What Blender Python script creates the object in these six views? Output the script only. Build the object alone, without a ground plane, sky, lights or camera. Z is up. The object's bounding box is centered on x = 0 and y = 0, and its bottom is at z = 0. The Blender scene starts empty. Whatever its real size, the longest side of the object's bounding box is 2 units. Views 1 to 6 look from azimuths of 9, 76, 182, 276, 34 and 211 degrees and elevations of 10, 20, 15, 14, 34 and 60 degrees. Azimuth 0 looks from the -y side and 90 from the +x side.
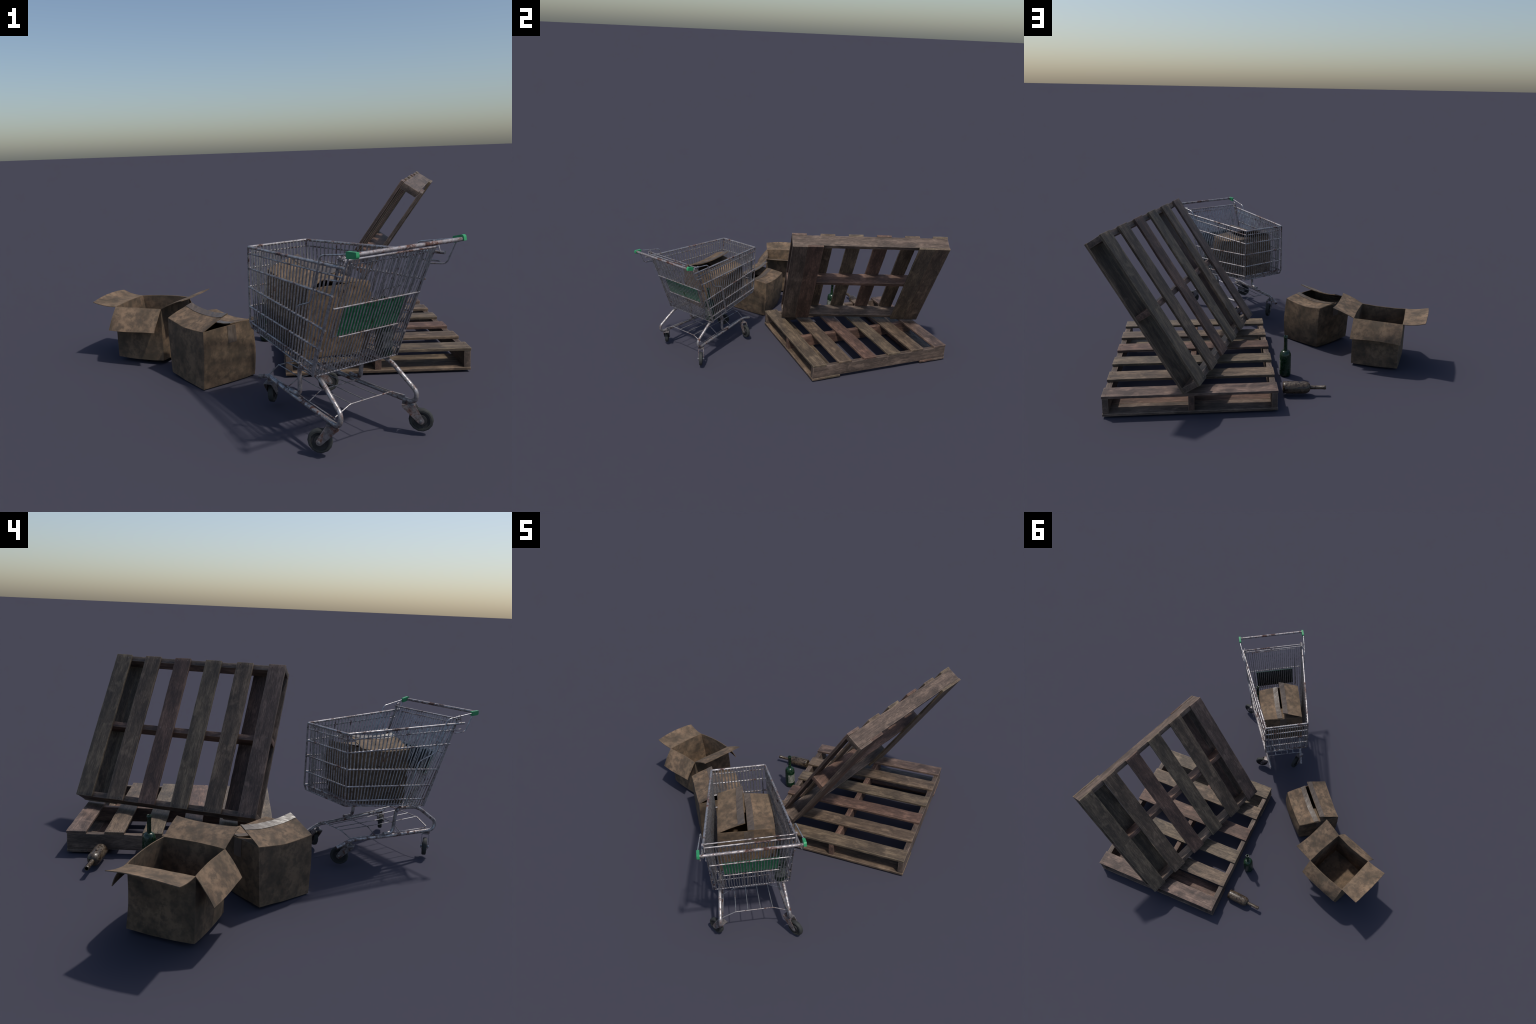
"""Abandoned-lot group: a rusty shopping trolley with a carton and a bottle in it,
two timber pallets (one flat, one propped on it), two more cartons and two bottles."""
import bpy, bmesh, math, random
from mathutils import Vector, Matrix, noise

random.seed(7)
SCENE = bpy.context.scene


# ------------------------------------------------------------------ helpers
def link(ob, parent=None):
    SCENE.collection.objects.link(ob)
    if parent is not None:
        ob.parent = parent
    return ob


def thing(name, label, category, matrix=None):
    ob = bpy.data.objects.new(name, None)
    ob.empty_display_size = 0.1
    link(ob)
    if matrix is not None:
        ob.matrix_world = matrix
    ob["label"] = label
    ob["category"] = category
    return ob


def part(name, me, parent, mat=None, loc=None):
    ob = bpy.data.objects.new(name, me)
    if mat is not None and not me.materials:
        for m in (mat if isinstance(mat, (list, tuple)) else [mat]):
            me.materials.append(m)
    if loc is not None:
        ob.matrix_local = loc if isinstance(loc, Matrix) else Matrix.Translation(loc)
    return link(ob, parent)


def to_mesh(bm, name, smooth=None):
    """smooth: None flat, else auto-smooth angle in degrees."""
    bmesh.ops.recalc_face_normals(bm, faces=bm.faces)
    if smooth is not None:
        lim = math.radians(smooth)
        for f in bm.faces:
            f.smooth = True
        for e in bm.edges:
            if len(e.link_faces) == 2 and e.calc_face_angle(0) > lim:
                e.smooth = False
    me = bpy.data.meshes.new(name)
    bm.to_mesh(me)
    bm.free()
    return me


def fillet(pts, rad, seg=5):
    """Round the inner corners of a polyline."""
    pts = [Vector(p) for p in pts]
    out = [pts[0]]
    for i in range(1, len(pts) - 1):
        p = pts[i]
        a, b = pts[i - 1] - p, pts[i + 1] - p
        r = rad[i - 1] if isinstance(rad, (list, tuple)) else rad
        d = min(r, a.length * 0.49, b.length * 0.49)
        p0, p1 = p + a.normalized() * d, p + b.normalized() * d
        for k in range(seg + 1):
            t = k / seg
            out.append(p0 * (1 - t) ** 2 + p * 2 * t * (1 - t) + p1 * t ** 2)
    out.append(pts[-1])
    return out


def sweep(bm, pts, r, n=8, closed=False):
    """Round tube along a polyline, capped."""
    pts = [Vector(p) for p in pts]
    m = len(pts)
    rings = []
    nrm = None
    for i, p in enumerate(pts):
        if closed:
            t = (pts[(i + 1) % m] - pts[i - 1]).normalized()
        else:
            t = (pts[min(i + 1, m - 1)] - pts[max(i - 1, 0)]).normalized()
        if nrm is None:
            ref = Vector((0, 0, 1)) if abs(t.z) < 0.9 else Vector((1, 0, 0))
            nrm = (ref - t * ref.dot(t)).normalized()
        else:
            nrm = (nrm - t * nrm.dot(t)).normalized()
        bi = t.cross(nrm)
        rings.append([bm.verts.new(p + (nrm * math.cos(a) + bi * math.sin(a)) * r)
                      for a in (2 * math.pi * k / n for k in range(n))])
    for i in range(m if closed else m - 1):
        A, B = rings[i], rings[(i + 1) % m]
        for k in range(n):
            bm.faces.new((A[k], A[(k + 1) % n], B[(k + 1) % n], B[k]))
    if not closed:
        bm.faces.new(list(reversed(rings[0])))
        bm.faces.new(rings[-1])


def tube_mesh(name, paths, n=8):
    bm = bmesh.new()
    for pts, r in paths:
        sweep(bm, pts, r, n)
    return to_mesh(bm, name, 50)


def prism(bm, outline, thick, frame):
    """Extrude a 2D outline symmetrically by thick along frame z."""
    lo = [bm.verts.new(frame @ Vector((x, y, -thick / 2))) for x, y in outline]
    hi = [bm.verts.new(frame @ Vector((x, y, thick / 2))) for x, y in outline]
    bm.faces.new(list(reversed(lo)))
    bm.faces.new(hi)
    k = len(outline)
    for i in range(k):
        bm.faces.new((lo[i], lo[(i + 1) % k], hi[(i + 1) % k], hi[i]))


def lathe(bm, profile, n=24, frame=Matrix(), cap=(True, True)):
    rings = []
    for r, z in profile:
        rings.append([bm.verts.new(frame @ Vector((r * math.cos(a), r * math.sin(a), z)))
                      for a in (2 * math.pi * k / n for k in range(n))])
    for A, B in zip(rings, rings[1:]):
        for k in range(n):
            bm.faces.new((A[k], A[(k + 1) % n], B[(k + 1) % n], B[k]))
    if cap[0]:
        bm.faces.new(list(reversed(rings[0])))
    if cap[1]:
        bm.faces.new(rings[-1])


# ---------------------------------------------------------------- materials
class Mat:
    """Small node-building helper."""

    def __init__(self, name):
        self.m = bpy.data.materials.new(name)
        self.m.use_nodes = True
        self.t = self.m.node_tree
        self.t.nodes.clear()
        self.out = self.t.nodes.new("ShaderNodeOutputMaterial")
        self.b = self.t.nodes.new("ShaderNodeBsdfPrincipled")
        self.t.links.new(self.b.outputs[0], self.out.inputs[0])

    def node(self, kind, **kw):
        n = self.t.nodes.new("ShaderNode" + kind)
        for k, v in kw.items():
            setattr(n, k, v)
        return n

    def put(self, sock, v):
        if hasattr(v, "is_output"):
            self.t.links.new(v, sock)
        elif isinstance(v, (tuple, list)) and len(v) == 3 and sock.type == "RGBA":
            sock.default_value = (*v, 1)
        else:
            sock.default_value = v

    def coords(self, scale=(1, 1, 1), vary=True, rot=(0, 0, 0)):
        tc = self.node("TexCoord").outputs["Object"]
        if vary:
            rnd = self.node("ObjectInfo").outputs["Random"]
            mul = self.node("VectorMath", operation="SCALE")
            mul.inputs[0].default_value = (31.0, 17.0, 23.0)
            self.put(mul.inputs["Scale"], rnd)
            add = self.node("VectorMath", operation="ADD")
            self.put(add.inputs[0], tc)
            self.put(add.inputs[1], mul.outputs[0])
            tc = add.outputs[0]
        mp = self.node("Mapping")
        mp.inputs["Scale"].default_value = scale
        mp.inputs["Rotation"].default_value = rot
        self.put(mp.inputs["Vector"], tc)
        return mp.outputs[0]

    def noise(self, vec, scale, detail=4, rough=0.6, dist=0.0):
        n = self.node("TexNoise")
        self.put(n.inputs["Vector"], vec)
        n.inputs["Scale"].default_value = scale
        n.inputs["Detail"].default_value = detail
        n.inputs["Roughness"].default_value = rough
        n.inputs["Distortion"].default_value = dist
        return n.outputs["Fac"]

    def ramp(self, fac, stops, interp="LINEAR"):
        r = self.node("ValToRGB")
        r.color_ramp.interpolation = interp
        el = r.color_ramp.elements
        while len(el) < len(stops):
            el.new(0.5)
        for e, (p, c) in zip(el, stops):
            e.position = p
            e.color = (*c, 1) if isinstance(c, (tuple, list)) else (c, c, c, 1)
        self.put(r.inputs[0], fac)
        return r.outputs[0]

    def mix(self, fac, a, b, mode="MIX"):
        n = self.node("Mix", data_type="RGBA", blend_type=mode)
        self.put(n.inputs[0], fac)
        self.put(n.inputs[6], a)
        self.put(n.inputs[7], b)
        return n.outputs[2]

    def math(self, op, a, b=0.0):
        n = self.node("Math", operation=op)
        self.put(n.inputs[0], a)
        self.put(n.inputs[1], b)
        return n.outputs[0]

    def bump(self, h, strength=0.3, dist=0.002):
        n = self.node("Bump")
        n.inputs["Strength"].default_value = strength
        n.inputs["Distance"].default_value = dist
        self.put(n.inputs["Height"], h)
        self.put(self.b.inputs["Normal"], n.outputs[0])

    def edge(self, radius):
        """0 on flats, up to about 1 at convex or concave edges."""
        bv = self.node("Bevel", samples=6)
        bv.inputs["Radius"].default_value = radius
        geo = self.node("NewGeometry")
        d = self.node("VectorMath", operation="DOT_PRODUCT")
        self.put(d.inputs[0], bv.outputs[0])
        self.put(d.inputs[1], geo.outputs["Normal"])
        return self.ramp(self.math("SUBTRACT", 1.0, d.outputs["Value"]), [(0.01, 0.0), (0.16, 1.0)])

    def set(self, **kw):
        for k, v in kw.items():
            self.put(self.b.inputs[k.replace("_", " ")], v)
        return self.m


def wood(name, light, mid, dark, edge_col):
    m = Mat(name)
    light, mid = [c * 1.17 for c in light], [c * 1.08 for c in mid]
    grain = m.noise(m.coords((8, 110, 110)), 2.2, 6, 0.75, 0.25)
    streak = m.noise(m.coords((2.2, 24, 24)), 1.6, 4, 0.6, 0.3)
    blotch = m.noise(m.coords((0.8, 2.0, 2.0)), 8.0, 4, 0.6, 0.15)
    bleach = m.noise(m.coords((1.2, 1.5, 1.5)), 10.0, 3, 0.55, 0.3)
    fine = m.noise(m.coords((20, 330, 330)), 2.0, 3, 0.75)
    col = m.ramp(streak, [(0.25, dark), (0.5, mid), (0.75, light)])
    col = m.mix(m.ramp(grain, [(0.34, 0.80), (0.56, 0.0)]), col, [c * 0.52 for c in dark])
    col = m.mix(m.ramp(grain, [(0.56, 0.0), (0.72, 0.6)]), col, [min(1, c * 1.2) for c in light])
    col = m.mix(m.ramp(blotch, [(0.37, 0.80), (0.61, 0.0)]), col, [c * 0.62 for c in dark])
    col = m.mix(m.ramp(bleach, [(0.56, 0.0), (0.76, 0.6)]), col, [min(1, c * 1.3) for c in light])
    col = m.mix(m.ramp(fine, [(0.38, 0.5), (0.55, 0.0)]), col, [c * 0.45 for c in dark])
    col = m.mix(m.ramp(fine, [(0.57, 0.0), (0.70, 0.4)]), col, edge_col)
    split = m.noise(m.coords((0.9, 34, 34)), 2.0, 2, 0.5, 0.1)
    crack = m.ramp(split, [(0.470, 0.0), (0.487, 0.75), (0.504, 0.0)])
    col = m.mix(m.math("MULTIPLY", crack, m.ramp(bleach, [(0.45, 0.0), (0.6, 1.0)])), col, [c * 0.3 for c in dark])
    worn = m.math("MULTIPLY", m.edge(0.0045), m.ramp(m.noise(m.coords((9, 9, 9)), 3.0, 3), [(0.35, 0.35), (0.6, 0.95)]))
    col = m.mix(worn, col, edge_col)
    m.bump(m.math("ADD", m.math("MULTIPLY", grain, 0.7), m.math("MULTIPLY", fine, 0.4)), 0.45, 0.0015)
    return m.set(Base_Color=col, Roughness=0.62, Specular_IOR_Level=0.4)


def cardboard(name, gain=1.0):
    m = Mat(name)
    big = m.noise(m.coords((1, 1, 1)), 11.0, 5, 0.62, 0.15)
    mid = m.noise(m.coords((1, 1, 1)), 32.0, 5, 0.65, 0.15)
    tint = m.noise(m.coords((1, 1, 1)), 6.0, 2, 0.5)
    fibre = m.noise(m.coords((60, 60, 400)), 2.0, 3, 0.6)
    g = lambda c: [x * gain for x in c]
    col = m.ramp(big, [(0.33, g((0.068, 0.050, 0.036))), (0.46, g((0.158, 0.107, 0.070))), (0.60, g((0.252, 0.168, 0.106)))])
    col = m.mix(m.ramp(mid, [(0.38, 0.75), (0.55, 0.0)]), col, g((0.080, 0.062, 0.046)))
    col = m.mix(m.ramp(mid, [(0.60, 0.0), (0.74, 0.35)]), col, g((0.300, 0.185, 0.115)))
    col = m.mix(m.ramp(tint, [(0.42, 0.25), (0.58, 0.0)]), col, g((0.135, 0.104, 0.068)))
    col = m.mix(m.ramp(fibre, [(0.35, 0.18), (0.6, 0.0)]), col, g((0.09, 0.066, 0.045)))
    col = m.mix(m.math("MULTIPLY", m.edge(0.0025), 0.35), col, g((0.30, 0.20, 0.12)))
    m.bump(mid, 0.12, 0.002)
    return m.set(Base_Color=col, Roughness=0.82, Specular_IOR_Level=0.25)


def tape_mat():
    m = Mat("packing_tape")
    wr = m.noise(m.coords((14, 3.5, 4), rot=(0, 0, math.radians(-42))), 6.0, 4, 0.6, 0.6)
    col = m.ramp(wr, [(0.35, (0.085, 0.066, 0.052)), (0.65, (0.135, 0.105, 0.083))])
    m.bump(wr, 0.35, 0.004)
    return m.set(Base_Color=col, Roughness=m.ramp(wr, [(0.35, 0.30), (0.62, 0.55)]), Specular_IOR_Level=0.45)


def metal(name, base, rust_at, rough=0.36, metallic=0.8, scale=1.0, dirty=0.7):
    m = Mat(name)
    v = m.coords((scale, scale, scale))
    spots = m.noise(v, 42.0, 5, 0.72, 0.5)
    wide = m.noise(v, 9.0, 3, 0.6)
    grime = m.noise(v, 70.0, 4, 0.7)
    rust = m.ramp(m.math("ADD", m.math("MULTIPLY", spots, 0.65), m.math("MULTIPLY", wide, 0.35)),
                  [(rust_at, 0.0), (rust_at + 0.10, 1.0)])
    dull = m.ramp(grime, [(0.38, dirty), (0.60, 0.0)])
    col = m.mix(dull, base, [c * 0.36 for c in base])
    rc = m.ramp(grime, [(0.35, (0.042, 0.019, 0.016)), (0.6, (0.125, 0.055, 0.040))])
    col = m.mix(rust, col, rc)
    keep = m.math("SUBTRACT", 1.0, rust)
    m.bump(spots, 0.25, 0.001)
    return m.set(Base_Color=col, Metallic=m.math("MULTIPLY", keep, metallic),
                 Roughness=m.math("ADD", m.math("MULTIPLY", rust, 0.4), m.math("ADD", m.math("MULTIPLY", dull, 0.2), rough)))


def plastic(name, col, dark, rough=0.45):
    m = Mat(name)
    n = m.noise(m.coords((1, 1, 1)), 40.0, 4, 0.65)
    c = m.mix(m.ramp(n, [(0.36, 0.5), (0.6, 0.0)]), col, dark)
    return m.set(Base_Color=c, Roughness=rough)


def bottle_glass(name, glass, dirt, dirt_at, rough=0.2):
    m = Mat(name)
    n = m.noise(m.coords((1, 1, 0.8)), 95.0, 6, 0.7, 0.2)
    w = m.noise(m.coords((1, 1, 1)), 22.0, 3, 0.6)
    f = m.math("ADD", m.math("MULTIPLY", n, 0.7), m.math("MULTIPLY", w, 0.3))
    k = m.ramp(f, [(dirt_at - 0.04, 0.0), (dirt_at + 0.14, 1.0)])
    m.bump(n, 0.1, 0.0006)
    return m.set(Base_Color=m.mix(k, glass, dirt), Roughness=m.math("ADD", m.math("MULTIPLY", k, 0.45), rough),
                 Specular_IOR_Level=0.6)


def paper_label():
    m = Mat("paper_label")
    n = m.noise(m.coords((1, 1, 1)), 95.0, 5, 0.7, 1.0)
    c = m.ramp(n, [(0.36, (0.030, 0.050, 0.030)), (0.46, (0.16, 0.17, 0.14)), (0.62, (0.33, 0.33, 0.29))])
    return m.set(Base_Color=c, Roughness=0.8)


WOOD = {
    "olive": wood("olive_grey_timber", (0.255, 0.186, 0.118), (0.172, 0.123, 0.080), (0.080, 0.059, 0.044), (0.38, 0.30, 0.19)),
    "brown": wood("brown_timber", (0.258, 0.178, 0.117), (0.172, 0.117, 0.077), (0.076, 0.053, 0.039), (0.40, 0.29, 0.20)),
    "red": wood("reddish_timber", (0.250, 0.144, 0.101), (0.168, 0.095, 0.069), (0.078, 0.047, 0.038), (0.39, 0.25, 0.17)),
    "plum": wood("plum_brown_timber", (0.248, 0.162, 0.124), (0.165, 0.106, 0.082), (0.076, 0.051, 0.043), (0.39, 0.28, 0.21)),
    "rail": wood("grey_brown_timber", (0.245, 0.173, 0.130), (0.166, 0.115, 0.087), (0.072, 0.053, 0.043), (0.39, 0.29, 0.22)),
}
CARD = cardboard("stained_cardboard")
WALL = cardboard("darker_cardboard_wall", 0.86)  # same cardboard in a slightly darker tone, used for the box bodies
TAPE = tape_mat()
WIRE = metal("galvanised_wire", (0.50, 0.49, 0.50), 0.535, 0.31, 0.72, 1.0, 0.70)
TUBE = metal("rusty_tube", (0.47, 0.44, 0.44), 0.495, 0.35, 0.7)
HANDLE = metal("rusty_handle", (0.44, 0.40, 0.40), 0.485, 0.4, 0.6)
FORK = metal("rusty_fork", (0.27, 0.245, 0.245), 0.50, 0.42, 0.5)
BOLT = metal("steel_bolt", (0.5, 0.5, 0.5), 0.7, 0.3, 0.9)
TYRE = plastic("black_rubber", (0.034, 0.036, 0.034), (0.018, 0.018, 0.018), 0.75)
HUB = plastic("dark_hub", (0.022, 0.022, 0.024), (0.012, 0.012, 0.012), 0.6)
CAP = plastic("green_plastic", (0.035, 0.310, 0.120), (0.025, 0.240, 0.092), 0.42)
PANEL_SHADE = plastic("painted_panel_shade", (0.010, 0.014, 0.012), (0.006, 0.008, 0.007), 0.7)  # near-black plate modelling the shadow on the green panel's inner face
GLASS = bottle_glass("green_bottle", (0.004, 0.026, 0.009), (0.040, 0.064, 0.042), 0.53)
GRIMY = bottle_glass("grimy_brown_bottle", (0.022, 0.013, 0.007), (0.112, 0.080, 0.050), 0.475, 0.22)
HOLLOW = plastic("dark_hollow", (0.004, 0.006, 0.004), (0.003, 0.003, 0.003), 0.8)
LABEL = paper_label()
NAIL = metal("nail_head", (0.30, 0.27, 0.24), 0.45, 0.5, 0.5)


# ------------------------------------------------------------------ pallets
PL, PW, PH = 0.830, 0.971, 0.103        # slat length, depth across slats, height
SLAT_W, SLAT_T, RAIL_T = 0.0905, 0.0130, 0.0280


def board_mesh(name, l, w, t, seed, worn=0.0011):
    """A sawn board, long axis x, with slightly crooked, chipped edges."""
    bm = bmesh.new()
    bmesh.ops.create_cube(bm, size=1.0)
    bmesh.ops.scale(bm, vec=(l, w, t), verts=bm.verts)
    nx, ny = max(12, int(l / 0.024)), 4
    for k in range(1, nx):
        x = -l / 2 + l * k / nx
        bmesh.ops.bisect_plane(bm, geom=bm.verts[:] + bm.edges[:] + bm.faces[:], plane_co=(x, 0, 0), plane_no=(1, 0, 0))
    for k in range(1, ny):
        y = -w / 2 + w * k / ny
        bmesh.ops.bisect_plane(bm, geom=bm.verts[:] + bm.edges[:] + bm.faces[:], plane_co=(0, y, 0), plane_no=(0, 1, 0))
    sharp = [e for e in bm.edges if len(e.link_faces) == 2 and e.calc_face_angle(0) > 1.0]
    bmesh.ops.bevel(bm, geom=sharp, offset=0.0013, segments=2, profile=0.6, affect="EDGES")
    off = Vector((seed * 3.7, seed * 1.3, seed * 2.1))
    for v in bm.verts:
        p = v.co
        n1 = noise.noise_vector(p * 22 + off)
        n2 = noise.noise_vector(Vector((p.x * 60, p.y * 30, p.z * 30)) + off)
        bend = noise.noise(Vector((p.x * 3, seed * 5.1, 0.3))) * 0.0016
        edge = 1.0 if (abs(p.y) > w * 0.42 or abs(p.x) > l * 0.495) else 0.3
        v.co += Vector((n1.x * worn * 1.2, (n1.y * 1.2 + n2.y * 0.7) * worn * edge, n2.z * worn * 0.35 * edge + (bend if t < 0.02 else 0)))
    return to_mesh(bm, name, 40)


MESH = {}


def board(kind, tint, l, w, t, variant):
    key = (kind, tint, variant)
    if key not in MESH:
        MESH[key] = board_mesh(kind, l, w, t, len(MESH) + 1)
        MESH[key].materials.append(WOOD[tint])
    return MESH[key]


def pallet(name, label, matrix):
    root = thing(name, label, "wooden pallet", matrix)
    ys = [-PW / 2 + SLAT_W / 2 + k * (PW - SLAT_W) / 5 for k in range(6)]
    tints = ("olive", "brown", "red", "olive", "brown", "plum")
    rail_h = PH - 2 * SLAT_T - 0.002
    top, low = PH - SLAT_T / 2, SLAT_T / 2
    for k, (y, c) in enumerate(zip(ys, tints)):
        part("slat", board("slat", c, PL, SLAT_W, SLAT_T, k), root, loc=(0, y, top))
    bw = 0.0945
    for y, c, k in ((-PW / 2 + bw / 2, "brown", 10), (-PW / 2 + 1.5 * bw + 0.0012, "olive", 11),
                    (PW / 2 - 1.5 * bw - 0.0012, "red", 12), (PW / 2 - bw / 2, "rail", 13)):
        part("bottom_board", board("bottom_board", c, PL, bw, SLAT_T, k), root, loc=(0, y, low))
    turn = Matrix.Rotation(math.pi / 2, 4, "Z") @ Matrix.Rotation(math.pi / 2, 4, "X")
    for x, c, k in ((-PL / 2 + RAIL_T / 2 + 0.002, "rail", 20), (0.0, "red", 21), (PL / 2 - RAIL_T / 2 - 0.002, "rail", 22)):
        part("stringer", board("stringer", c, PW - 0.003, rail_h, RAIL_T, k), root,
             loc=Matrix.Translation((x, 0, PH / 2)) @ turn)
    bm = bmesh.new()
    rnd = random.Random(5)
    for y in ys:
        for x in (-PL / 2 + 0.016, 0.0, PL / 2 - 0.016):
            for s in (-1, 1):
                lathe(bm, ((0.0021, -0.001), (0.0021, 0.0005), (0.0012, 0.0009)), 8,
                      Matrix.Translation((x + rnd.uniform(-.003, .003), y + s * 0.026 + rnd.uniform(-.004, .004), PH + 0.0004)))
    nails = part("nail_heads", to_mesh(bm, "nail_heads", 40), root, NAIL)
    nails["kind"] = "stuff"
    return root


def basis(x, y, z, t):
    x = Vector(x).normalized()
    z = (Vector(z) - x * x.dot(Vector(z))).normalized()
    y = z.cross(x)
    return Matrix(((x.x, y.x, z.x, t[0]), (x.y, y.y, z.y, t[1]), (x.z, y.z, z.z, t[2]), (0, 0, 0, 1)))


pallet("flat_wooden_pallet", "weathered timber pallet lying flat on the ground",
       Matrix.Translation((0.4200, 0.4590, 0.0075)) @ Matrix.Rotation(math.radians(8.31), 4, "Z"))
lean = basis((0.5439, -0.0942, 0.8339), None, (-0.8214, 0.1437, 0.5520), (0.5252, 0.4465, 0.4625))
pallet("leaning_wooden_pallet", "weathered timber pallet propped up at a steep slant",
       lean @ Matrix.Rotation(math.pi, 4, "Z"))


# ------------------------------------------------------------------ cartons
def bow(a, b, v=(0, 0, 0), skew=0.0):
    """Edge curve from a to b that bows by v in the middle."""
    a, b, v = Vector(a), Vector(b), Vector(v)
    return lambda t: a.lerp(b, t) + v * (4 * t * (1 - t) * (1 + skew * (2 * t - 1)))


def coons(e0, e1, d0, d1):
    """Surface between edge e0 (v=0), e1 (v=1), d0 (u=0), d1 (u=1)."""
    c00, c10, c01, c11 = e0(0), e0(1), e1(0), e1(1)
    return lambda u, v: (e0(u) * (1 - v) + e1(u) * v + d0(v) * (1 - u) + d1(v) * u
                         - (c00 * ((1 - u) * (1 - v)) + c10 * (u * (1 - v)) + c01 * ((1 - u) * v) + c11 * (u * v)))


def crumple(p, amp, seed):
    q = noise.noise_vector(p * 9 + Vector((seed, seed * 2, 0))) * amp
    q += noise.noise_vector(p * 24 + Vector((seed, 0, seed))) * (amp * 0.35)
    return p + q


def surf(bm, fn, nu, nv, u0=0.0, u1=1.0, v0=0.0, v1=1.0, amp=0.0, seed=0.0):
    g = [[bm.verts.new(crumple(fn(u0 + (u1 - u0) * i / nu, v0 + (v1 - v0) * j / nv), amp, seed))
          for i in range(nu + 1)] for j in range(nv + 1)]
    for j in range(nv):
        for i in range(nu):
            bm.faces.new((g[j][i], g[j][i + 1], g[j + 1][i + 1], g[j + 1][i]))
    return g


def thicken(bm, t):
    """Give a sheet thickness on both sides."""
    bmesh.ops.remove_doubles(bm, verts=bm.verts, dist=1e-5)
    bmesh.ops.recalc_face_normals(bm, faces=bm.faces)
    bm.normal_update()
    for v in bm.verts:
        v.co += v.normal * (t / 2)
    bmesh.ops.solidify(bm, geom=bm.faces[:], thickness=t)


CARD_T = 0.0032


def sheet_mesh(name, patches, t=CARD_T):
    bm = bmesh.new()
    for kw in patches:
        surf(bm, **kw)
    thicken(bm, t)
    return to_mesh(bm, name, 38)


def lift(fn, d):
    """Surface fn pushed out along its own normal by d."""
    def g(u, v):
        h = 0.01
        du = fn(min(u + h, 1), v) - fn(max(u - h, 0), v)
        dv = fn(u, min(v + h, 1)) - fn(u, max(v - h, 0))
        return fn(u, v) + du.cross(dv).normalized() * d
    return g


def carton_body(top, bottom, rim, foot, post, seed, amp):
    """Four walls and a floor. top/bottom: 4 corners in order; rim/foot/post: bows."""
    E = [bow(top[k], top[(k + 1) % 4], *rim[k]) for k in range(4)]
    F = [bow(bottom[k], bottom[(k + 1) % 4], *foot[k]) for k in range(4)]
    P = [bow(bottom[k], top[k], post[k]) for k in range(4)]
    walls = [coons(F[k], E[k], P[k], P[(k + 1) % 4]) for k in range(4)]
    rev = lambda f: (lambda t: f(1 - t))
    floor = coons(F[0], rev(F[2]), rev(F[3]), F[1])
    patches = [dict(fn=w, nu=14, nv=14, amp=amp, seed=seed) for w in walls]
    patches.append(dict(fn=floor, nu=14, nv=14, amp=amp, seed=seed))
    return E, walls, sheet_mesh("carton_body", patches)


def flap_surface(E, k, near, far, free=(0, 0, 0), side0=(0, 0, 0), side1=(0, 0, 0)):
    hinge = E[k]
    return coons(hinge, bow(near, far, free), bow(hinge(0), near, side0), bow(hinge(1), far, side1))


# open carton, corners a b c d around the rim, local to its own base
OB = Vector((-0.615, 0.220, 0.0))
loc = lambda *p: Vector(p) - OB
top = [loc(-0.529, 0.060, 0.277), loc(-0.457, 0.312, 0.277), loc(-0.721, 0.371, 0.271), loc(-0.777, 0.118, 0.272)]
bot = [loc(-0.530, 0.059, 0.021), loc(-0.455, 0.320, 0.010), loc(-0.704, 0.381, 0.014), loc(-0.774, 0.118, 0.021)]
rim = [((0.003, 0, 0.002),), ((0.002, 0.008, 0.003),), ((-0.002, 0, 0.003),), ((0.0, 0.009, -0.002),)]
foot = [((0.004, 0, 0.0),), ((0, 0.004, -0.001),), ((-0.004, 0, -0.003),), ((0, -0.005, -0.002),)]
post = [(0.001, 0.0, 0), (0.002, 0.002, 0), (0.006, -0.004, 0), (-0.001, 0, 0)]
E, walls, me = carton_body(top, bot, rim, foot, post, 3.0, 0.0022)
box = thing("open_cardboard_box", "battered brown carton standing open, flaps spread", "cardboard box", Matrix.Translation(OB))
part("box_body", me, box, WALL)
flaps = [
    flap_surface(E, 0, loc(-0.414, 0.024, 0.325), loc(-0.340, 0.289, 0.324), (-0.004, 0.002, -0.006), (0, 0, 0.004), (0, 0, 0.003)),
    flap_surface(E, 1, loc(-0.436, 0.367, 0.175), loc(-0.705, 0.434, 0.172), (0.001, 0.006, 0.010), (0, 0.004, 0.004), (0, 0.008, 0.005)),
    flap_surface(E, 2, loc(-0.837, 0.409, 0.292), loc(-0.903, 0.144, 0.289), (-0.006, 0, 0.010), (0, 0, -0.006), (0, 0, -0.005)),
    flap_surface(E, 3, loc(-0.793, 0.051, 0.172), loc(-0.545, -0.008, 0.178), (0, -0.004, -0.002), (0, -0.002, 0.002), (0, -0.003, 0.002)),
]
for k, fn in enumerate(flaps):
    part("box_flap", sheet_mesh("box_flap", [dict(fn=fn, nu=14, nv=8, amp=0.0022, seed=3.0)]), box, CARD)

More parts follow.
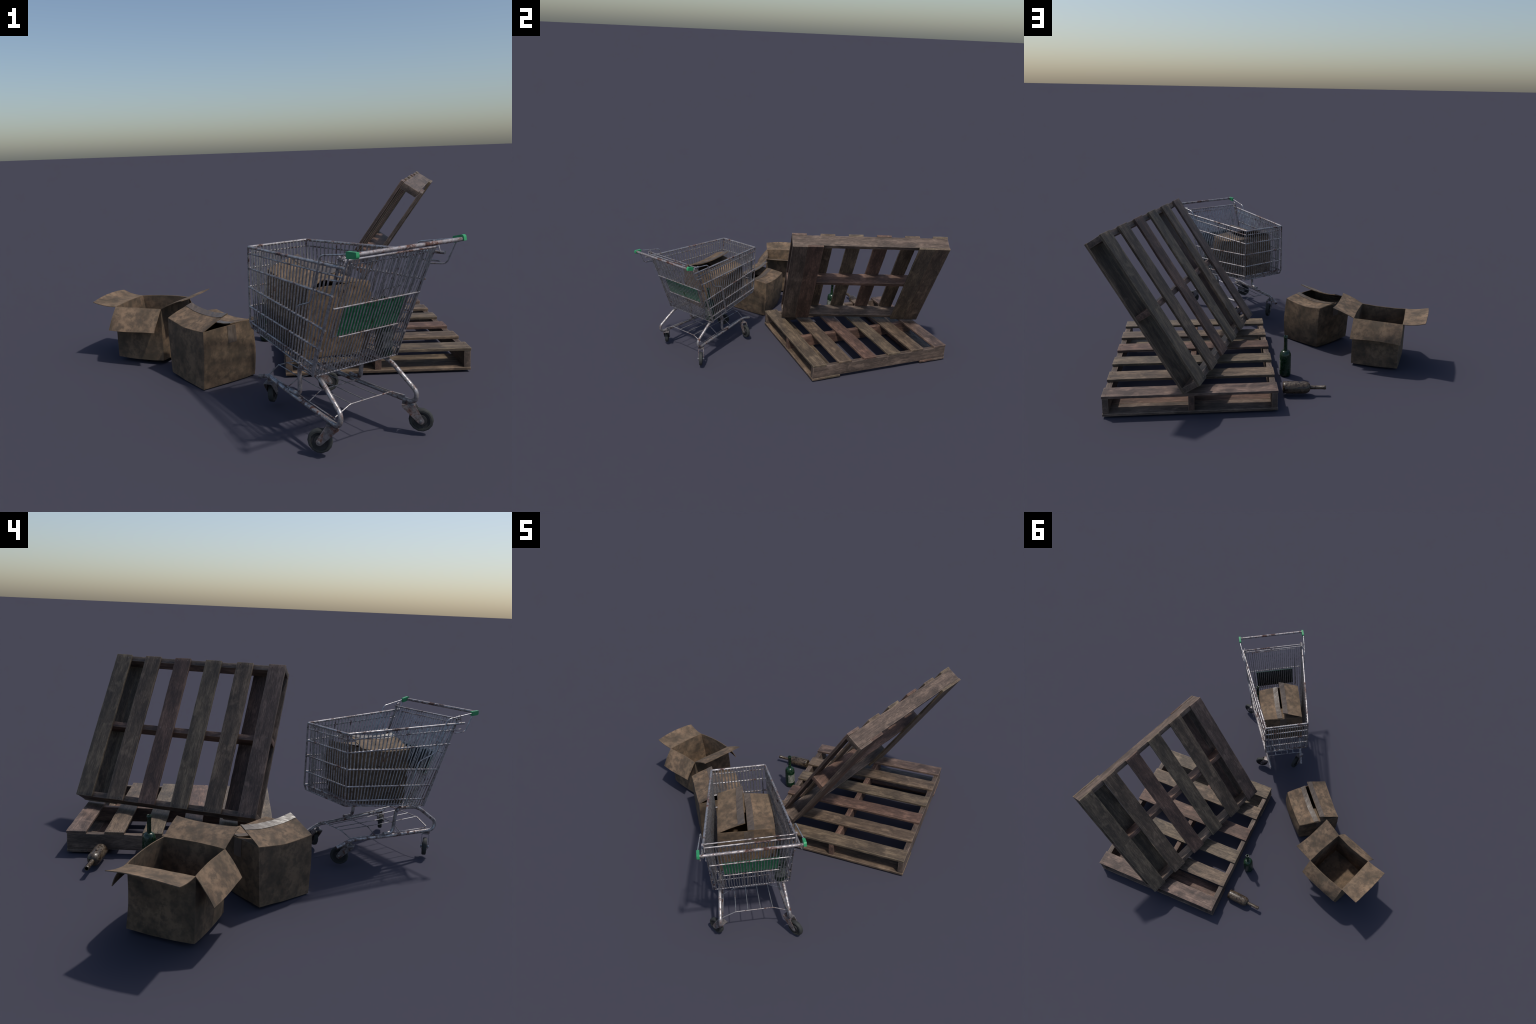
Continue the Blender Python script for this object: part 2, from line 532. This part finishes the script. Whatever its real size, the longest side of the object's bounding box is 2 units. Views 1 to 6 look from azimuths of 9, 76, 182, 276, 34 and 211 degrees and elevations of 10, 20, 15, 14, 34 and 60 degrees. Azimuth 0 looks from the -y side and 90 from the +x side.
# taped carton p q r s: built once, used on the ground and again inside the trolley
CB = Vector((-0.262, -0.065, 0.0))
loc = lambda *p: Vector(p) - CB
top = [loc(-0.250, -0.252, 0.257), loc(-0.075, -0.045, 0.258), loc(-0.272, 0.125, 0.259), loc(-0.457, -0.058, 0.265)]
bot = [loc(-0.257, -0.253, 0.002), loc(-0.067, -0.053, 0.004), loc(-0.262, 0.098, 0.006), loc(-0.446, -0.070, 0.013)]
rim = [((0.004, -0.003, 0.003),), ((0.004, 0.003, -0.013),), ((-0.002, 0.002, 0.003),), ((0.0, 0, -0.012),)]
foot = [((0.002, -0.002, 0.0),), ((0.006, 0.004, 0),), ((-0.002, 0.003, -0.001),), ((0, 0, -0.001),)]
post = [(0.003, -0.004, 0), (0.010, 0.002, 0), (0.004, 0.016, 0), (-0.003, 0.0, 0)]
CE, CW, carton_me = carton_body(top, bot, rim, foot, post, 8.0, 0.0022)
flap_q = flap_surface(CE, 1, loc(-0.152, -0.149, 0.266), loc(-0.366, 0.034, 0.266), (0.002, 0.002, -0.016), (0, 0, 0.001), (0, 0, 0.001))
flap_s = flap_surface(CE, 3, loc(-0.366, 0.029, 0.316), loc(-0.160, -0.156, 0.314), (0, 0, -0.014), (0, 0, 0.003), (0, 0, 0.002))
inner = coons(bow(CE[2](0.02), CE[2](0.98)), bow(CE[2](0.06) + Vector((0.075, -0.080, -0.030)), CE[2](0.94) + Vector((0.075, -0.080, -0.030))),
              bow(CE[2](0.02), CE[2](0.06) + Vector((0.075, -0.080, -0.030))), bow(CE[2](0.98), CE[2](0.94) + Vector((0.075, -0.080, -0.030))))
carton_parts = [
    ("box_body", carton_me, WALL),
    ("box_flap", sheet_mesh("box_flap", [dict(fn=flap_q, nu=14, nv=8, amp=0.0022, seed=8.0)]), CARD),
    ("box_flap", sheet_mesh("box_flap", [dict(fn=flap_s, nu=14, nv=8, amp=0.0022, seed=8.0)]), CARD),
    ("inner_flap", sheet_mesh("inner_flap", [dict(fn=inner, nu=10, nv=6)]), CARD),
]


def ripple(fn, amp):
    return lambda u, v: fn(u, v) + Vector((0, 0, 1)) * (noise.noise(Vector((u * 14, v * 3, 2.2))) * amp)


for fn, sign in ((flap_q, 1), (flap_s, 1)):
    up = lift(fn, 0.0030 * sign)
    if (up(0.5, 0.5) - fn(0.5, 0.5)).z < 0:
        up = lift(fn, -0.0030)
    carton_parts.append(("tape_strip", sheet_mesh("tape_strip", [dict(fn=ripple(up, 0.0012), nu=40, nv=5, u0=0.0, u1=1.0, v0=0.74, v1=0.995,
                                                  amp=0.0022, seed=8.0)], 0.0008), TAPE))
mid = sum(top, Vector()) / 4
for k, a, b in ((0, 0.46, 0.63), (2, 0.44, 0.61)):
    out = lift(CW[k], 0.0030)
    if (out(0.5, 0.5) - mid).xy.length < (CW[k](0.5, 0.5) - mid).xy.length:
        out = lift(CW[k], -0.0030)
    carton_parts.append(("tape_strip", sheet_mesh("tape_strip", [dict(fn=out, nu=6, nv=12, u0=a, u1=b, v0=0.70, v1=0.99,
                                                  amp=0.0022, seed=8.0)], 0.0008), TAPE))
for _, me, mat in carton_parts:
    me.materials.append(mat)


def taped_carton(name, label, matrix):
    root = thing(name, label, "cardboard box", matrix)
    for n, me, _ in carton_parts:
        part(n, me, root)


taped_carton("taped_cardboard_box", "worn brown carton with half-lifted taped lid", Matrix.Translation(CB))
tilt = basis((0.9803, -0.1854, -0.0682), None, (0.0648, -0.0244, 0.9976), (0.5007, -0.4658, 0.2698))
taped_carton("taped_cardboard_box", "worn brown carton riding inside the trolley basket",
             tilt @ Matrix.Scale(0.995, 4) @ Matrix.Translation(CB))


# ------------------------------------------------------------------ bottles
def bottle_profile(h, r=0.0308, n=0.0096):
    p = [(0.010, 0.004), (0.022, 0.0005), (0.027, 0.001), (r * 0.97, 0.006), (r, 0.014), (r, 0.49 * h)]
    for k in range(1, 9):                                   # rounded shoulder into the neck
        a = math.radians(90) * k / 8
        p.append((n + 0.001 + (r - n - 0.001) * math.cos(a), 0.49 * h + 0.145 * h * math.sin(a)))
    p += [(n + 0.0003, 0.66 * h), (n, 0.72 * h), (n, 0.945 * h), (n + 0.0016, 0.95 * h), (n + 0.0016, 0.975 * h),
          (n + 0.0004, 0.98 * h), (n + 0.0004, h * 0.998), (n - 0.001, h), (n - 0.0026, h - 0.001)]
    return p


def bottle(name, label, h, matrix, glass, label_turn=None, sweep_deg=100):
    root = thing(name, label, "wine bottle", matrix)
    bm = bmesh.new()
    lathe(bm, bottle_profile(h), 40, cap=(True, False))
    part("bottle_glass", to_mesh(bm, "bottle_glass", 60), root, glass)
    bm = bmesh.new()
    lathe(bm, ((0.0072, h - 0.0015), (0.0066, h - 0.03), (0.002, h - 0.032)), 20, cap=(False, True))
    part("bottle_mouth", to_mesh(bm, "bottle_mouth", 60), root, HOLLOW)
    if label_turn is not None:
        bm = bmesh.new()
        a0 = math.radians(label_turn - sweep_deg / 2)
        span = math.radians(sweep_deg)

        def fn(u, v):
            a = a0 + span * u
            z = 0.036 + 0.060 * v
            rag = 0.0035 * noise.noise(Vector((u * 7, v * 7, 1.0)))
            return Vector((0.0313 * math.cos(a), 0.0313 * math.sin(a), z + rag))
        surf(bm, fn, 24, 10)
        thicken(bm, 0.0005)
        part("paper_label", to_mesh(bm, "paper_label", 60), root, LABEL)
    return root


def aim(base, tip):
    z = (Vector(tip) - Vector(base)).normalized()
    x = Vector((1, 0, 0)) if abs(z.x) < 0.9 else Vector((0, 1, 0))
    return basis((x - z * x.dot(z)), None, z, base)


bottle("green_glass_bottle", "dirty green wine bottle standing upright", 0.228,
       Matrix.Translation((-0.083, 0.4785, 0.0)), GLASS, -23, 112)
bottle("brown_glass_bottle", "grimy brown wine bottle lying on its side", 0.221,
       aim((-0.077, 0.7055, 0.0395), (-0.298, 0.690, 0.0395)), GRIMY)
tip = Vector((0.485, -0.554, 0.484))
foot_at = Vector((0.4845, -0.5395, 0.268))
bottle("green_glass_bottle", "dirty green wine bottle leaning in the trolley", (tip - foot_at).length,
       aim(foot_at, tip), GLASS, -42, 112)


# ------------------------------------------------------- shopping trolley
# local frame: x = s (to the trolley's right), y = t (forward), z up
CART = Matrix(((0.7663, -0.6425, 0, 0.389), (0.6425, 0.7663, 0, -0.6515), (0, 0, 1, 0), (0, 0, 0, 1)))
cart = thing("shopping_trolley", "rusty wire shopping trolley with green handle ends", "shopping cart", CART)

V = Vector
mirror = lambda pts: [V((-p[0], p[1], p[2])) for p in pts]

# corners of the basket side (right-hand side, s > 0)
RB, RT = V((0.178, 0.0, 0.265)), V((0.207, -0.165, 0.675))       # rear post bottom, top
FB, FT = V((0.145, 0.469, 0.343)), V((0.139, 0.475, 0.640))      # front corner
FLOOR_F = V((0.141, 0.460, 0.316))
rear = lambda k: RB.lerp(RT, k)

# frame: rim and horizontal rails, each running round side-front-side
rails = [((0.956), V((0.139, 0.475, 0.640)), 0.0054), (0.885, V((0.141, 0.475, 0.615)), 0.0030),
         (0.721, V((0.143, 0.472, 0.558)), 0.0040), (0.424, V((0.146, 0.470, 0.485)), 0.0040),
         (0.241, V((0.147, 0.467, 0.407)), 0.0040), (0.081, V((0.145, 0.469, 0.343)), 0.0040)]
paths = []
for i, (k, f, r) in enumerate(rails):
    a = rear(k)
    if i < 2:                                   # the two upper rails stick out past the post
        a = a + (a - f).normalized() * (0.036 if i == 0 else 0.030)
    half = [a, f]
    pts = fillet([a, f, mirror([f])[0], mirror([a])[0]], 0.008, 4)
    paths.append((pts, r))
# bottom edge loop
paths.append((fillet([RB, FLOOR_F, mirror([FLOOR_F])[0], mirror([RB])[0]], 0.008, 4), 0.0030))
for sgn in (1, -1):
    fl = (lambda p: V((p[0] * sgn, p[1], p[2])))
    paths.append(([fl(FT), fl(V((0.144, 0.470, 0.49))), fl(FB), fl(FLOOR_F)], 0.0042))
basket = part("basket_frame", tube_mesh("basket_frame", paths, 10), cart, TUBE)

# flat rear posts
bm = bmesh.new()
for sgn in (1, -1):
    a, b = V((RB.x * sgn, RB.y + 0.006, RB.z)), V((RT.x * sgn, RT.y + 0.006, RT.z + 0.014))
    z = (b - a).normalized()
    x = V((sgn, 0.06, 0)).normalized()
    fr = basis(x, None, z, (a + b) / 2)
    prism(bm, ((-0.0018, -0.0065), (0.0018, -0.0065), (0.0018, 0.0065), (-0.0018, 0.0065)), (b - a).length, fr)
    # small folded tab at the head of the post
    prism(bm, ((-0.006, -0.004), (0.003, -0.004), (0.003, 0.009), (-0.006, 0.009)), 0.003,
          basis(x, None, z, b + V((-0.003 * sgn, 0, 0.001))))
part("basket_post", to_mesh(bm, "basket_post", 40), basket, TUBE)

# side wires: fan from upright at the front to slanted at the back
N_SIDE, BAR_R = 28, 0.0031


def side_point(u, v):
    """u: 0 front .. 1 rear, v: 0 floor .. 1 rim"""
    lo = FLOOR_F.lerp(RB, u)
    hi = V((0.139, 0.475, 0.640)).lerp(rear(0.956), u)
    p = lo.lerp(hi, v)
    p.x += 0.004 * math.sin(math.pi * v) * (1 - u)
    return p


def wire(name, pts, r, parent, mat=WIRE, n=6):
    return part(name, tube_mesh(name, [(pts, r)], n), parent, mat)


for sgn in (1, -1):
    for i in range(1, N_SIDE - 1):
        u = i / N_SIDE
        pts = []
        for v in (0.0, 0.12, 0.3, 0.55, 0.8, 1.0):
            p = side_point(u, v)
            p.x = (p.x - 0.0042) * sgn
            pts.append(p)
        wire("basket_wire", pts, BAR_R, basket)
N_FRONT = 17
for i in range(1, N_FRONT):
    s = -0.137 + 0.274 * i / N_FRONT
    wire("basket_wire", [(s, 0.457, 0.316), (s, 0.464, 0.343), (s, 0.4655, 0.485), (s, 0.470, 0.640)], BAR_R, basket)
# floor grid
for i in range(1, 15):
    q = -1 + 2 * i / 15
    wire("floor_wire", [(q * RB.x, 0.0, RB.z), (q * FLOOR_F.x, FLOOR_F.y, FLOOR_F.z)], 0.0022, basket)
for i in range(1, 8):
    k = i / 8
    p = RB.lerp(FLOOR_F, k)
    wire("floor_wire", [(-p.x, p.y, p.z - 0.0035), (p.x, p.y, p.z - 0.0035)], 0.0022, basket)

# rear gate
gz = lambda z: -0.1675 * (z - 0.265) / 0.41            # t of the gate plane at height z
gw = lambda z: 0.170 + 0.024 * (z - 0.265) / 0.41      # half width of the gate
zt, zb, zp = 0.676, 0.515, 0.404
gate_paths = [
    (fillet([(-0.199, gz(zt), zt), (0.199, gz(zt), zt)], 0.01), 0.0038),
    ([(-0.203, gz(zt) + 0.020, zt + 0.004), (0.203, gz(zt) + 0.020, zt + 0.004)], 0.0030),
    ([(-gw(zb) - 0.002, gz(zb) - 0.0035, zb), (gw(zb) + 0.002, gz(zb) - 0.0035, zb)], 0.0030),
    ([(-0.130, gz(zp) - 0.0035, zp), (0.130, gz(zp) - 0.0035, zp)], 0.0026),
    ([(-0.176, 0.0, 0.266), (0.176, 0.0, 0.266)], 0.0032),
    ([(-0.152, gz(0.658) + 0.006, 0.658), (0.152, gz(0.658) + 0.006, 0.658)], 0.0019),
    ([(-0.145, gz(0.40) + 0.014, 0.402), (0.145, gz(0.40) + 0.014, 0.402)], 0.0024),
]
for sgn in (1, -1):
    gate_paths.append(([(sgn * 0.148, gz(0.66) + 0.011, 0.66), (sgn * 0.146, gz(0.40) + 0.013, 0.40)], 0.0022))
    gate_paths.append((fillet([(sgn * 0.198, -0.150, 0.650), (sgn * 0.198, -0.154, 0.690), (sgn * 0.198, -0.172, 0.695),
                               (sgn * 0.196, -0.184, 0.665)], 0.006), 0.0022))
gate = part("rear_gate", tube_mesh("rear_gate", gate_paths, 10), cart, TUBE)
N_GATE = 27
for i in range(N_GATE + 1):
    q = -1 + 2 * i / N_GATE
    wire("gate_wire", [(q * gw(0.267), gz(0.267), 0.267), (q * gw(0.5), gz(0.5), 0.5), (q * gw(zt), gz(zt), zt)], 0.0025, gate)
for i in range(1, 19):                                     # rods behind the panel
    q = -1 + 2 * i / 19
    wire("seat_wire", [(q * 0.131, gz(0.520) + 0.0115, 0.520), (q * 0.131, gz(0.40) + 0.0125, 0.402)], 0.0020, gate)
bm = bmesh.new()
z = V((0, gz(1.0) - gz(0.0), 1.0)).normalized()
prism(bm, ((-0.129, -0.056), (0.129, -0.056), (0.129, 0.056), (-0.129, 0.056)), 0.003,
      basis((1, 0, 0), None, V((1, 0, 0)).cross(z), (0, gz(0.4595) + 0.0055, 0.4595)))
part("gate_panel", to_mesh(bm, "gate_panel", 40), gate, CAP)
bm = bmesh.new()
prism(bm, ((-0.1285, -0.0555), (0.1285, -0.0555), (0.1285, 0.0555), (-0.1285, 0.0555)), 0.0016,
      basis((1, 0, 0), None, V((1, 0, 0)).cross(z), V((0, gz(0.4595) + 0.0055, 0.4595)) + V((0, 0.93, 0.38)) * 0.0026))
part("panel_shade_plate", to_mesh(bm, "panel_shade_plate", 40), gate, PANEL_SHADE)

# handle
bm = bmesh.new()
sweep(bm, [(-0.217, -0.253, 0.708), (0.217, -0.253, 0.708)], 0.0070, 14)
handle = part("handle_bar", to_mesh(bm, "handle_bar", 50), cart, HANDLE)
cap_outline = fillet([(-0.013, -0.0145), (0.032, -0.0105), (0.032, 0.0105), (-0.013, 0.0145), (-0.013, -0.0145)], [0.004, 0.004, 0.011], 5)[1:-1]
cap_outline = [(-0.013, -0.006)] + [(p.x, p.y) for p in cap_outline]
for sgn in (1, -1):
    bm = bmesh.new()
    fr = basis((0, 1.0, -0.16), None, (sgn, 0, 0), (sgn * 0.2220, -0.2505, 0.7085))
    prism(bm, cap_outline, 0.0125, fr)
    bmesh.ops.bevel(bm, geom=[e for e in bm.edges if len(e.link_faces) == 2 and e.calc_face_angle(0) > 1.2],
                    offset=0.0022, segments=2, affect="EDGES")
    part("handle_cap", to_mesh(bm, "handle_cap", 45), handle, CAP)
    side = lambda pts: [V((p[0] * sgn, p[1], p[2])) for p in pts]
    arm = fillet(side([(0.225, -0.225, 0.706), (0.209, -0.074, 0.683), (0.2015, -0.010, 0.522), (0.1935, 0.078, 0.492),
                       (0.187, 0.131, 0.288)]), 0.018, 5)
    hook = fillet(side([(0.224, -0.226, 0.697), (0.2215, -0.190, 0.620), (0.2115, -0.130, 0.614)]), 0.016, 5)
    part("handle_arm", tube_mesh("handle_arm", [(arm, 0.0028), (hook, 0.0026)], 8), handle, WIRE)

# chassis tubes
paths = []
for sgn in (1, -1):
    side = lambda pts: [V((p[0] * sgn, p[1], p[2])) for p in pts]
    front = fillet([(0.112, 0.467, 0.110), (0.119, 0.392, 0.137), (0.140, 0.185, 0.128), (0.166, -0.082, 0.122)], 0.03, 6)
    bend = [V((0.166 + 0.003 * math.sin(math.radians(a - 126) * 1.25), -0.084 + 0.030 * math.cos(math.radians(a)), 0.152 + 0.030 * math.sin(math.radians(a))))
            for a in range(260, 125, -10)]
    upper = fillet([bend[-1], (0.156, 0.010, 0.2540), (0.145, 0.140, 0.262), (0.141, 0.146, 0.141), (0.141, 0.205, 0.143)], [0.04, 0.032, 0.03], 7)
    paths.append((side(front + bend + upper[1:]), 0.0084))
chassis = part("chassis_tube", tube_mesh("chassis_tube", paths, 14), cart, TUBE)

# lower rack of thin wire
paths = []
for t, z0, z1, w, iw in ((-0.070, 0.141, 0.170, 0.156, 0.092), (0.095, 0.134, 0.166, 0.143, 0.085), (0.245, 0.135, 0.164, 0.132, 0.075), (0.400, 0.142, 0.166, 0.117, 0.063)):
    dt = 0.012 if t > 0.3 else 0
    paths.append((fillet([(-w, t - dt, z0), (-iw, t, z1), (iw, t, z1), (w, t - dt, z0)], 0.008, 3), 0.0024 if t < 0 or t > .3 else 0.002))
for sgn in (1, -1):
    paths.append(([(sgn * 0.1175, 0.388, 0.145), (sgn * 0.132, 0.19, 0.138), (sgn * 0.157, -0.07, 0.135)], 0.0022))
rack = part("lower_rack", tube_mesh("lower_rack", paths, 8), cart, TUBE)
for k in (-1, -0.34, 0.34, 1):
    wire("rack_wire", [(k * 0.090, -0.070, 0.1715), (k * 0.080, 0.17, 0.1665), (k * 0.062, 0.402, 0.1675)], 0.0020, rack)

# castors: each swivelled its own way
AX_Z, WR = 0.0560, 0.0428


def castor(stem, trail_dir):
    d = V((*trail_dir, 0)).normalized()
    ax = V((0, 0, 1)).cross(d)
    L = 0.046
    base = Matrix(((d.x, ax.x, 0, stem[0]), (d.y, ax.y, 0, stem[1]), (0, 0, 1, 0), (0, 0, 0, 1)))
    bm = bmesh.new()
    zt = 0.1105
    # top plate, folded from the same sheet as the cheeks
    prism(bm, ((-0.020, -0.0175), (0.026, -0.0175), (0.026, 0.0175), (-0.020, 0.0175)), 0.0025, base @ Matrix.Translation((0, 0, zt)))
    # stem collar
    lathe(bm, ((0.010, zt), (0.010, zt + 0.003), (0.007, zt + 0.004), (0.007, zt + 0.013)), 14, base)
    cheek = [(-0.020, zt), (-0.020, zt - 0.006)]
    for k in range(0, 6):
        a = math.radians(-135 + k * 30)
        cheek.append((L + 0.0115 * math.cos(a), AX_Z + 0.0115 * math.sin(a)))
    cheek += [(0.030, zt - 0.006), (0.026, zt)]
    for s in (-1, 1):
        fr = base @ Matrix(((1, 0, 0, 0), (0, 0, 1, s * 0.0165), (0, 1, 0, 0), (0, 0, 0, 1)))
        prism(bm, cheek, 0.0024, fr)
    fork = part("castor_fork", to_mesh(bm, "castor_fork", 40), cart, FORK)
    wf = base @ Matrix(((1, 0, 0, L), (0, 0, 1, 0), (0, 1, 0, AX_Z), (0, 0, 0, 1)))
    bm = bmesh.new()
    lathe(bm, ((0.0315, -0.0105), (0.0375, -0.0105), (0.0412, -0.0085), (WR, -0.0045), (WR, 0.0045), (0.0412, 0.0085), (0.0375, 0.0105), (0.0315, 0.0105), (0.0315, -0.0105)), 14, wf, cap=(False, False))
    bmesh.ops.remove_doubles(bm, verts=bm.verts, dist=1e-6)
    part("tyre", to_mesh(bm, "tyre", 28), fork, TYRE)
    bm = bmesh.new()
    lathe(bm, ((0.0315, -0.0075), (0.0210, -0.0062), (0.0200, -0.0115), (0.010, -0.0125), (0.010, 0.0125), (0.0200, 0.0115), (0.0210, 0.0062), (0.0315, 0.0075)), 18, wf, cap=(False, False))
    part("hub", to_mesh(bm, "hub", 30), fork, HUB)
    bm = bmesh.new()
    lathe(bm, ((0.0030, -0.0205), (0.0050, -0.0200), (0.0050, 0.0200), (0.0030, 0.0205)), 6, wf)
    part("axle_bolt", to_mesh(bm, "axle_bolt", 30), fork, BOLT)


castor((-0.161, -0.068), (-0.645, 0.763))
castor((0.163, -0.078), (0.660, -0.750))
castor((-0.117, 0.388), (0.765, 0.644))
castor((0.121, 0.388), (0.94, -0.336))
